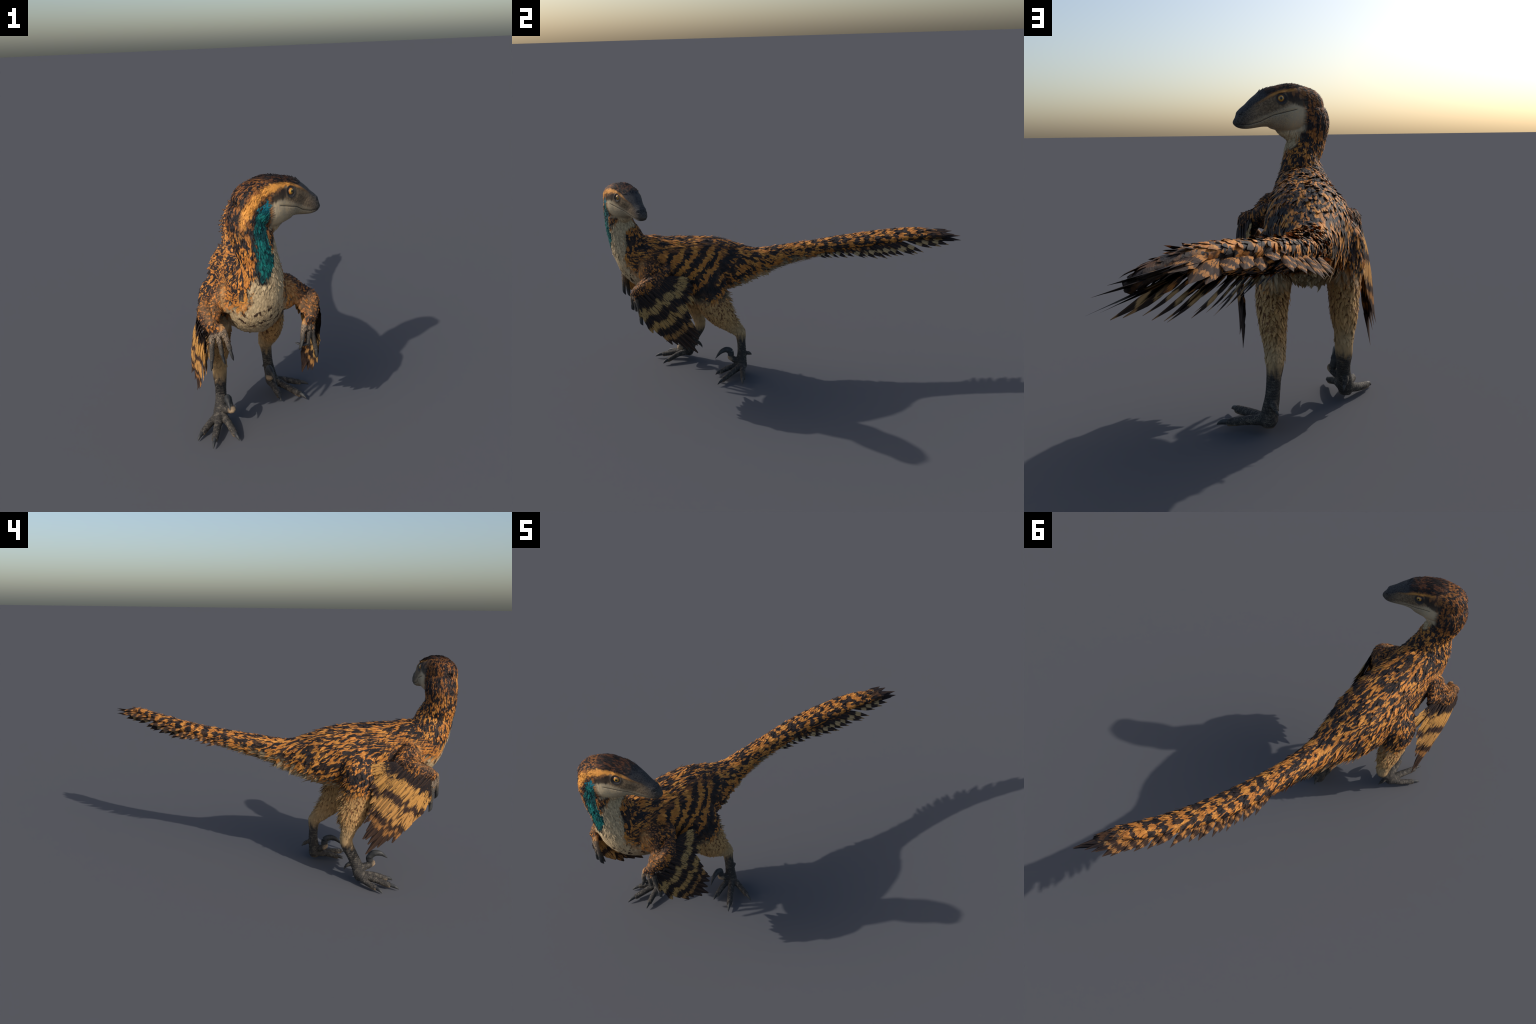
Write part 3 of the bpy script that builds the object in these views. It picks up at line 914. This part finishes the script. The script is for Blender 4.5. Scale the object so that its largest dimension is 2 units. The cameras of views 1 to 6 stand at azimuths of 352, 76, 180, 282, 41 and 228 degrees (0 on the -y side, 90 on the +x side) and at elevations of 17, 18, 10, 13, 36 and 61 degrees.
# ---------------------------------------------------------------- eyes
def eye_material():
    m, N, bsdf = new_material("eye")
    p = N.node("ShaderNodeTexCoord").outputs["Object"]
    sx = N.node("ShaderNodeSeparateXYZ")
    N.put(sx.inputs[0], p)
    r = N.math("SQRT", N.add(N.mul(sx.outputs[0], sx.outputs[0]), N.mul(sx.outputs[1], sx.outputs[1])))
    ang = N.noise(p, 140, 3, 0.6)
    iris = N.mix(N.step(r, 0.0055, 0.0115), (0.50, 0.32, 0.04), (0.46, 0.165, 0.018))
    iris = N.mix(N.mul(N.step(ang, 0.5, 0.7), 0.4), iris, (0.25, 0.09, 0.02))
    c = N.mix(N.step(r, 0.0058, 0.0050), iris, (0.004, 0.004, 0.004))
    c = N.mix(N.step(r, 0.0118, 0.0132), c, (0.012, 0.010, 0.010))
    N.put(bsdf.inputs["Base Color"], c)
    bsdf.inputs["Roughness"].default_value = 0.08
    bsdf.inputs["Coat Weight"].default_value = 0.5
    return m


EYE = eye_material()
lid_mat, N, bsdf = new_material("eyelid")
N.put(bsdf.inputs["Base Color"], (0.030, 0.028, 0.030, 1))
bsdf.inputs["Roughness"].default_value = 0.55


def lathe(profile, n=32):
    vs, fs = [], []
    m = len(profile)
    for r, h in profile:
        for k in range(n):
            a = 2 * math.pi * k / n
            vs.append((r * math.cos(a), r * math.sin(a), h))
    for i in range(m - 1):
        for k in range(n):
            j = (k + 1) % n
            fs.append((i * n + k, i * n + j, (i + 1) * n + j, (i + 1) * n + k))
    return vs, fs


ball = [(0.0158 * math.sin(t), 0.0158 * math.cos(t)) for t in np.linspace(0.02, math.pi - 0.02, 22)]
ball_mesh = mesh_from("eye", *lathe(ball))
ball_mesh.materials.append(EYE)
ring = [(0.0150 + 0.0030 * math.cos(a), 0.0060 + 0.0028 * math.sin(a)) for a in np.linspace(0, 2 * math.pi, 13)]
lid_mesh = mesh_from("eyelid", *lathe(ring))
lid_mesh.materials.append(lid_mat)
for sgn in (1, -1):
    zax = unit(HL * sgn + HF * 0.22 + HU * 0.05)
    xax = unit(np.cross(HU, zax))
    yax = np.cross(zax, xax)
    M = Matrix((( *[xax[0], yax[0], zax[0]], 0), (xax[1], yax[1], zax[1], 0), (xax[2], yax[2], zax[2], 0), (0, 0, 0, 1)))
    c = head_point(0.0, sgn * 0.0500, 0.001)
    for nm, me in (("eye", ball_mesh), ("eyelid", lid_mesh)):
        o = link(bpy.data.objects.new(nm, me), PARTS["head"])
        o.matrix_world = Matrix.Translation(Vector(c)) @ M


# ---------------------------------------------------------------- claws
def claw(path, radii, parent, flat=0.55, up=(0, 0, 1)):
    """curved, laterally flattened cone with a fine point"""
    rows = [list(p) + list(up) + [r * flat, r, r] for p, r in zip(path, radii)]
    me = mesh_from("claw", *loft(rows, 22, 14, 1.8))
    bm = bmesh.new()
    bm.from_mesh(me)
    bmesh.ops.recalc_face_normals(bm, faces=bm.faces)
    bm.to_mesh(me)
    bm.free()
    me.materials.append(HORN)
    link(bpy.data.objects.new("claw", me), parent)


for side in ("left", "right"):
    foot, hand = PARTS[side + " hindlimb"], PARTS[side + " forelimb"]
    for a, b, c, d in TOES[side]:
        c, d = V(*c), V(*d)
        ax = unit(c - V(*b))
        claw([c - ax * 0.006 + V(0, 0, 0.002), 0.55 * c + 0.45 * d + V(0, 0, 0.0055), 0.2 * c + 0.8 * d + V(0, 0, 0.004), d], (0.0115, 0.0100, 0.0062, 0.0010), foot, 0.75)
    s = SICKLE[side]["claw"]
    claw(s, (0.0185, 0.0195, 0.0170, 0.0118, 0.0014), foot, 0.80, (0, -0.5, 1) if side == "left" else (0, -0.5, 1))
    h = HALLUX[side]
    claw([V(*h[2]) * 1.15 - V(*h[1]) * 0.15, V(*h[2]) * 0.5 + V(*h[3]) * 0.5 + V(0, 0.002, 0.001), h[3]], (0.0070, 0.0055, 0.0008), foot, 0.8)
    for a, b, c, d in FINGERS[side]:
        c, d = V(*c), V(*d)
        ax = unit(c - V(*b))
        claw([c - ax * 0.005, 0.55 * c + 0.45 * d + ax * 0.004 + V(0, -0.004, 0), 0.2 * c + 0.8 * d + V(0, -0.003, 0), d], (0.0105, 0.0095, 0.0060, 0.0010), hand, 0.6, (0, 1, 0.2))


# ---------------------------------------------------------------- flight and tail feathers
def quill_mesh(name, profile, bow, camber, seed, notch=0.0):
    """unit feather: y 0..1, half width up to 0.5 (scaled later), rachis ridge, two faces"""
    g = np.random.default_rng(seed)
    rows, cols = 17, [-1, -0.55, -0.12, 0, 0.12, 0.55, 1]
    ts = np.linspace(0, 1, rows)
    wl = np.interp(ts, *zip(*profile)) * 0.5
    wr = wl * 0.86
    jl, jr = 1 + g.normal(0, 0.03, rows), 1 + g.normal(0, 0.03, rows)
    for k in range(2):
        i = g.integers(9, 15)
        jl[i] -= notch
        i = g.integers(8, 14)
        jr[i] -= notch
    vs, fs = [], []
    nc = len(cols)
    for layer in (1, -1):
        for i, t in enumerate(ts):
            for c in cols:
                w = wl[i] * jl[i] if c < 0 else wr[i] * jr[i]
                ridge = 0.020 * (1 - t) + 0.006 if abs(c) < 0.05 else 0.0
                th = (0.010 * (1 - abs(c) * 0.9) + ridge) * (1 - 0.7 * t)
                zz = bow * 2.6 * (t + 0.04) * (1 - t) ** 1.6 - camber * (c * w * 2) ** 2 + layer * th
                vs.append((c * w + 0.02 * math.sin(t * 3), t - 0.05 * abs(c) * (t > 0.1) * (t < 0.95), zz))
    n = rows * nc
    for layer in (0, 1):
        for i in range(rows - 1):
            for j in range(nc - 1):
                a = layer * n + i * nc + j
                q = (a, a + 1, a + nc + 1, a + nc)
                fs.append(q if layer == 0 else q[::-1])
    for i in range(rows - 1):
        for j in (0, nc - 1):
            a, b = i * nc + j, (i + 1) * nc + j
            q = (a, b, b + n, a + n)
            fs.append(q if j == 0 else q[::-1])
    for i in (0, rows - 1):
        for j in range(nc - 1):
            a, b = i * nc + j, i * nc + j + 1
            q = (a, a + n, b + n, b)
            fs.append(q if i == 0 else q[::-1])
    return mesh_from(name, vs, fs)


BLADE = [(0, 0.16), (0.12, 0.42), (0.3, 0.85), (0.55, 1.0), (0.75, 1.0), (0.88, 0.86), (0.95, 0.60), (1, 0.14)]
PADDLE = [(0, 0.2), (0.15, 0.5), (0.4, 0.92), (0.65, 1.0), (0.85, 0.88), (0.95, 0.58), (1, 0.18)]
SLIM = [(0, 0.2), (0.2, 0.6), (0.5, 0.95), (0.75, 1.0), (0.86, 0.74), (0.94, 0.42), (1, 0.06)]
quills = {}
for key, mat in (("left", LEFT_QUILL), ("right", RIGHT_QUILL)):
    quills[key] = [quill_mesh("wing_feather", BLADE, 1.15, 0.25, 20 + k, 0.12) for k in range(3)]
    quills[key + "_covert"] = [quill_mesh("wing_covert", PADDLE, 0.9, 0.25, 30 + k, 0.10) for k in range(3)]
    for me in quills[key] + quills[key + "_covert"]:
        me.materials.append(mat)
quills["tail"] = [quill_mesh("tail_feather", SLIM, 1.6, 0.30, 40 + k, 0.10) for k in range(3)]
for me in quills["tail"]:
    me.materials.append(TAIL_QUILL)
quills["tail_edge"] = [quill_mesh("tail_feather", SLIM, 1.6, 0.30, 60 + k, 0.10) for k in range(3)]
for me in quills["tail_edge"]:
    me.materials.append(TAIL_EDGE_QUILL)
quills["tail_tip"] = [quill_mesh("tail_feather", SLIM, 0.25, 0.25, 50 + k, 0.05) for k in range(2)]
for me in quills["tail_tip"]:
    me.materials.append(TAIL_TIP_QUILL)


def place_feather(name, mesh, root, tip, normal, width, parent, thick=0.06, roll=0.0, span=1.0, start=0.0):
    root, tip = V(*root), V(*tip)
    L = np.linalg.norm(tip - root)
    yax = (tip - root) / L
    zax = unit(normal - (normal @ yax) * yax)
    xax = np.cross(yax, zax)
    if roll:
        c, s = math.cos(roll), math.sin(roll)
        xax, zax = c * xax + s * zax, c * zax - s * xax
    o = bpy.data.objects.new(name, mesh)
    link(o, parent)
    sc = (width, L, L * thick if thick < 0.2 else thick)
    M = Matrix([[xax[i] * width, yax[i] * L, zax[i] * sc[2], root[i]] for i in range(3)] + [[0, 0, 0, 1]])
    o.matrix_world = M
    o["span"], o["band_start"] = float(span), float(start)
    return o


WING_TIPS = {
    "left": [(0.160, -0.575, 0.640), (0.166, -0.558, 0.590), (0.172, -0.560, 0.540), (0.180, -0.567, 0.495), (0.196, -0.588, 0.456), (0.200, -0.586, 0.415), (0.202, -0.562, 0.360),
             (0.199, -0.556, 0.318), (0.197, -0.557, 0.265), (0.198, -0.580, 0.228), (0.204, -0.650, 0.270), (0.208, -0.706, 0.304), (0.206, -0.765, 0.350), (0.200, -0.815, 0.405), (0.194, -0.842, 0.455)],
    "right": [(-0.220, -0.600, 0.640), (-0.226, -0.600, 0.590), (-0.236, -0.605, 0.545), (-0.255, -0.612, 0.500), (-0.270, -0.606, 0.450), (-0.284, -0.600, 0.380), (-0.294, -0.600, 0.330),
              (-0.300, -0.598, 0.290), (-0.297, -0.606, 0.262), (-0.285, -0.621, 0.225), (-0.282, -0.680, 0.262), (-0.277, -0.736, 0.292), (-0.270, -0.790, 0.345), (-0.262, -0.835, 0.400), (-0.252, -0.872, 0.455)],
}
WING_INFO = {}
BAND_UNIT = 0.40        # metres of wing depth over which the bands are laid out
for side in ("left", "right"):
    a = ARM[side]
    e, w = a["elbow"], a["wrist"]
    f3 = FINGERS[side][2]
    out = unit(a["out"])
    K = 20
    roots = spline([e + (e - w) * 0.03 + V(0, 0, -0.025), e + V(0, -0.01, -0.03) + out * 0.010, 0.5 * (e + w) + V(0, 0, -0.02) + out * (0.034 if side == "left" else 0.028), w + V(0, 0.01, -0.02) + out * (0.016 if side == "left" else 0.011), V(*f3[0]) + V(0, 0.01, -0.01), V(*f3[1]) + V(0, 0.008, -0.01)], K)
    tips = spline(WING_TIPS[side], K)
    WING_INFO[side] = (roots, tips, out)
    sg = 1 if side == "left" else -1
    bone = unit(e - w)
    trailing = unit(np.cross(bone, out))
    trailing = trailing if trailing[2] < 0 else -trailing

    def from_bone(p):
        return float((p - w) @ trailing) / BAND_UNIT

    for k in range(K):
        r, t = roots[k] + out * 0.012, tips[k]
        t = r + (t - r) * (1.02 + (0.05 if k % 3 == 0 else -0.035 * RNG.random()))
        L = np.linalg.norm(t - r)
        place_feather("wing_feather", quills[side][k % 3], r, t + V(*RNG.normal(0, 0.004, 3)), out, 0.036 + 0.020 * L + RNG.normal(0, 0.002), PARTS[side + " forelimb"],
                      thick=0.11, roll=sg * 0.16 + RNG.normal(0, 0.05), span=L / BAND_UNIT, start=from_bone(r))
    for row, (frac, off, wd) in enumerate([(0.60, 0.016, 0.036), (0.40, 0.024, 0.032)]):
        n = 20
        rr, tt = spline(roots, n), spline(tips, n)
        for k in range(n):
            r = rr[k] + out * (off * 0.9 + 0.004)
            t = rr[k] + (tt[k] - rr[k]) * (frac + RNG.normal(0, 0.02)) + out * off * 0.85
            place_feather("wing_covert", quills[side + "_covert"][(k + row) % 3], r, t, out, wd + RNG.normal(0, 0.002), PARTS[side + " forelimb"],
                          thick=0.11, roll=sg * 0.16 + RNG.normal(0, 0.06), span=np.linalg.norm(t - r) / BAND_UNIT, start=from_bone(r))

# tail: side vanes droop from the rachis like a roof, tips measured along the left edge
LEFT_TAIL = [(0.300, 0.928, 0.739), (0.282, 0.860, 0.719), (0.263, 0.783, 0.691), (0.233, 0.723, 0.681), (0.210, 0.664, 0.671), (0.191, 0.622, 0.661), (0.174, 0.573, 0.656), (0.157, 0.520, 0.655),
             (0.135, 0.460, 0.653), (0.112, 0.395, 0.650), (0.090, 0.325, 0.647), (0.070, 0.255, 0.645)]
RIGHT_TAIL = [(0.203, 0.945, 0.797), (0.176, 0.922, 0.779), (0.131, 0.860, 0.781), (0.097, 0.797, 0.770), (0.057, 0.712, 0.768), (0.028, 0.660, 0.750), (0.001, 0.609, 0.731), (-0.018, 0.555, 0.717), (-0.033, 0.501, 0.705),
              (-0.044, 0.453, 0.695), (-0.060, 0.385, 0.687), (-0.068, 0.325, 0.678), (-0.064, 0.260, 0.660)]
tail_ids = [i for i in range(len(TS)) if TS[i, 1] > -0.1]


def rachis_at(y):
    i = np.abs(TS[:, 1] - y).argmin()
    return TS[i, :3], -TT[i], TSd[i]


for sgn, tips in ((1, LEFT_TAIL), (-1, RIGHT_TAIL)):
    n = int(len(tips) * 1.6)
    tips = spline(tips, n)
    for k, t in enumerate(tips):
        q = k / (n - 1)
        L = 0.235 - 0.095 * q
        for row, (fr, lift, wd) in enumerate(((1.0, 0.0, 0.038), (0.70, 0.008, 0.030), (0.46, 0.014, 0.026))):
            c, tang, lat = rachis_at(t[1] - L * (0.86 if row == 0 else 0.86 - 0.10 * RNG.random()))
            up = unit(np.cross(lat, tang))
            up = up if up[2] > 0 else -up
            side_v = unit((t - c) - ((t - c) @ tang) * tang)
            root = c + side_v * 0.010 + up * (0.012 + lift * 0.8)
            tip = root + (t - root) * fr * RNG.uniform(0.96, 1.08) + up * lift * 0.5 + V(*RNG.normal(0, 0.005, 3))
            normal = unit(up * 0.9 + side_v * 0.40)
            place_feather("tail_feather", quills["tail_edge" if sgn > 0 and row == 0 else "tail"][(k + row) % 3], root, tip, normal, (wd - 0.010 * q) * RNG.uniform(0.75, 1.1), PARTS["tail"],
                          thick=0.06, roll=-sgn * 0.10 + RNG.normal(0, 0.05), span=1.0 if row == 0 else 0.8, start=RNG.normal(0, 0.03 if row == 0 else 0.12))
for x, y, z, w, L in [(0.304, 0.998, 0.781, 0.042, 0.24), (0.312, 0.999, 0.757, 0.042, 0.23), (0.252, 0.970, 0.800, 0.038, 0.20), (0.290, 0.967, 0.790, 0.038, 0.19),
                   (0.302, 0.965, 0.752, 0.036, 0.20), (0.222, 0.955, 0.804, 0.036, 0.20)]:
    c, tang, lat = rachis_at(y - L)
    place_feather("tail_feather", quills["tail_tip"][0 if z > 0.77 else 1], c + V(0, 0, 0.3 * (z - 0.78)), (x, y, z), V(0.40, -0.1, 0.9), w, PARTS["tail"], thick=0.05)

# ---------------------------------------------------------------- contour plumage over the skin
skin_tree = BVHTree.FromPolygons([Vector(v) for v in P], [tuple(loops[starts[i] : starts[i] + totals[i]]) for i in range(nf)])


def plumage_rule(tag, p, n, si):
    """spacing, length, half width, lift, flow direction - or None for bare skin"""
    if tag in ("head", "neck"):
        h = p - HEAD
        f, l, u = h @ HF, h @ HL, h @ HU
        if tag == "head":
            if f > 0.078 or (u < 0.024 - 0.30 * max(f, -0.2) and f > -0.085):
                return None
            if u < 0.02 and f > -0.085:
                return None
            flow = -HF + HU * (-0.9 if f < -0.10 else 0.0)
            if f < -0.15:
                flow = -HF * 0.4 - HU
            return 0.0052, 0.018, 0.0034, 0.12, flow
        flow = -TT[si] if TT[si][2] < 0 else -TT[si]
        flow = flow * 1.0
        fringe = 0.0052
        return fringe + 0.002 * smoothstep(1.0, 0.85, p[2]), 0.020 + 0.012 * smoothstep(1.0, 0.84, p[2]), 0.0042 + 0.002 * smoothstep(1.0, 0.84, p[2]), 0.10, flow
    if tag == "torso":
        flank = abs(n @ TSd[si])
        under = smoothstep(0.1, -0.5, n[2])
        flow = -TT[si] + V(0, 0, -0.80 * flank) + V(0, 0, -0.1)
        if p[1] < -0.80:
            flow = -TT[si] + V(0, 0, -0.3)
            return 0.0076, 0.036, 0.0060, 0.006, flow
        big = smoothstep(-0.75, -0.45, p[1])
        vent = smoothstep(-0.42, -0.30, p[1])
        return 0.0088 + 0.0026 * big, 0.046 + 0.018 * big - 0.014 * under * (1 - vent), 0.0070 + 0.0024 * big, 0.030 + 0.14 * under * big + 0.15 * under * vent, flow
    if tag == "tail":
        lat = n @ TSd[si]
        under = smoothstep(0.0, -0.6, n[2])
        flow = -TT[si] + TSd[si] * 0.25 * lat + V(0, 0, -0.25 * abs(lat))
        k = smoothstep(0.3, 0.7, p[1])
        baseu = under * smoothstep(0.35, 0.1, p[1])
        return 0.0086 + 0.002 * k, 0.040 + 0.012 * k + 0.008 * baseu, 0.0064 + 0.0016 * k - 0.001 * baseu, 0.06 + 0.24 * baseu, flow
    if tag.endswith("hindlimb"):
        if p[2] < 0.26:
            return None
        back = max(n[1], 0)
        flow = V(0, 0.25 + 0.5 * back, -1)
        hi = smoothstep(0.40, 0.52, p[2])
        lo = smoothstep(0.36, 0.28, p[2])
        return 0.0085, 0.030 + 0.014 * hi + 0.012 * back * (1 - lo) - 0.008 * lo, 0.0058 + 0.002 * hi, 0.08 + 0.42 * back * back * (1 - lo), flow
    if tag.endswith("hand"):
        side = tag.split()[0]
        roots, tips, out = WING_INFO[side]
        if p[2] < 0.572 or n @ out < -0.1:
            return None
        return 0.0058, 0.018, 0.0038, 0.12, V(0, 0.25, -1)
    if tag.endswith("forelimb"):
        side = tag.split()[0]
        roots, tips, out = WING_INFO[side]
        k = ((roots - p) ** 2).sum(1).argmin()
        a = ARM[side]
        if np.linalg.norm(p - a["wrist"]) < 0.028 and n @ out < 0.3:
            return None
        flow = unit(tips[k] - roots[k])
        if p[2] > 0.70:
            flow = unit(a["elbow"] - a["shoulder"]) + V(0, 0.3, -0.8)
        return 0.0058, 0.021, 0.0040, 0.13, flow
    return None


cand = 110000
prob = FA.copy()
prob /= prob.sum()
pick = RNG.choice(nf, cand, p=prob)
jit = RNG.normal(0, 0.0012, (cand, 3))
cells = {}
CELL = 0.012
plumage = {}
FN = np.empty(nf * 3)
skin.polygons.foreach_get("normal", FN)
FN = FN.reshape(-1, 3)
for c in range(cand):
    i = pick[c]
    tag = owner[i]
    n = FN[i]
    rule = plumage_rule(tag, FC[i], n, spine_i[i])
    if rule is None:
        continue
    gap, L, hw, lift, flow = rule
    p = FC[i] + jit[c]
    key = tuple(np.floor(p / CELL).astype(int))
    clash = False
    for a in (-1, 0, 1):
        for b in (-1, 0, 1):
            for d in (-1, 0, 1):
                for q in cells.get((key[0] + a, key[1] + b, key[2] + d), ()):
                    if (q[0] - p[0]) ** 2 + (q[1] - p[1]) ** 2 + (q[2] - p[2]) ** 2 < gap * gap:
                        clash = True
    if clash:
        continue
    cells.setdefault(key, []).append(p)
    L *= RNG.uniform(0.8, 1.2)
    hw *= RNG.uniform(0.85, 1.15)
    camber = 0.05 if tag == "torso" and p[1] < -0.80 else 0.15
    lift = lift * RNG.uniform(0.4, 1.5) + (RNG.uniform(0.03, 0.18) * (camber > 0.1) if RNG.random() < 0.18 else 0)
    flow = flow - (flow @ n) * n
    if np.linalg.norm(flow) < 1e-3:
        continue
    flow = unit(flow)
    flow = unit(flow + np.cross(n, flow) * RNG.normal(0, 0.13))
    verts, faces = plumage.setdefault(tag, ([], []))
    b = len(verts)
    pos, d = p.copy(), flow
    last = 0.0
    for t, wid in ((0.0, 0.45), (0.35, 1.0), (0.66, 0.82), (0.86, 0.44)):
        pos = pos + d * L * (t - last)
        last = t
        loc, nn, _, _ = skin_tree.find_nearest(Vector(pos))
        nn = V(*nn)
        base_p = V(*loc)
        if t > 0:
            d = unit(d - (d @ nn) * nn)
        hgt = 0.0006 + 0.0016 * t + L * lift * t * t
        s = np.cross(d, nn)
        ctr = base_p + nn * hgt
        pos = base_p
        verts += [ctr - s * hw * wid - nn * camber * hw * wid, ctr + nn * 0.10 * hw, ctr + s * hw * wid - nn * camber * hw * wid]
    tip = pos + d * L * (1 - last)
    loc, nn, _, _ = skin_tree.find_nearest(Vector(tip))
    verts.append(0.5 * (V(*loc) + tip) + V(*nn) * (0.0016 + L * lift))
    for r in range(3):
        q = b + r * 3
        faces += [(q, q + 1, q + 4, q + 3), (q + 1, q + 2, q + 5, q + 4)]
    q = b + 9
    faces += [(q, q + 1, b + 12), (q + 1, q + 2, b + 12)]

total = 0
for tag, (vs, fs) in plumage.items():
    me = mesh_from("plumage", vs, fs)
    for attr, per in (("along", (0, 0, 0, 0.35, 0.35, 0.35, 0.66, 0.66, 0.66, 0.86, 0.86, 0.86, 1)), ("across", (1, 0, 1) * 4 + (0.4,))):
        me.attributes.new(attr, "FLOAT", "POINT").data.foreach_set("value", np.tile(per, len(vs) // 13).astype(np.float32))
    me.materials.append(PLUME[region_of(tag)])
    o = link(bpy.data.objects.new("plumage", me), PARTS[tag])
    o["kind"] = "stuff"
    total += len(vs) // 13
print("contour feathers", total, {k: len(v[0]) // 13 for k, v in plumage.items()}, "skin faces", nf)

for k in list(bpy.data.meshes):
    if k.users == 0:
        bpy.data.meshes.remove(k)
bpy.context.view_layer.update()
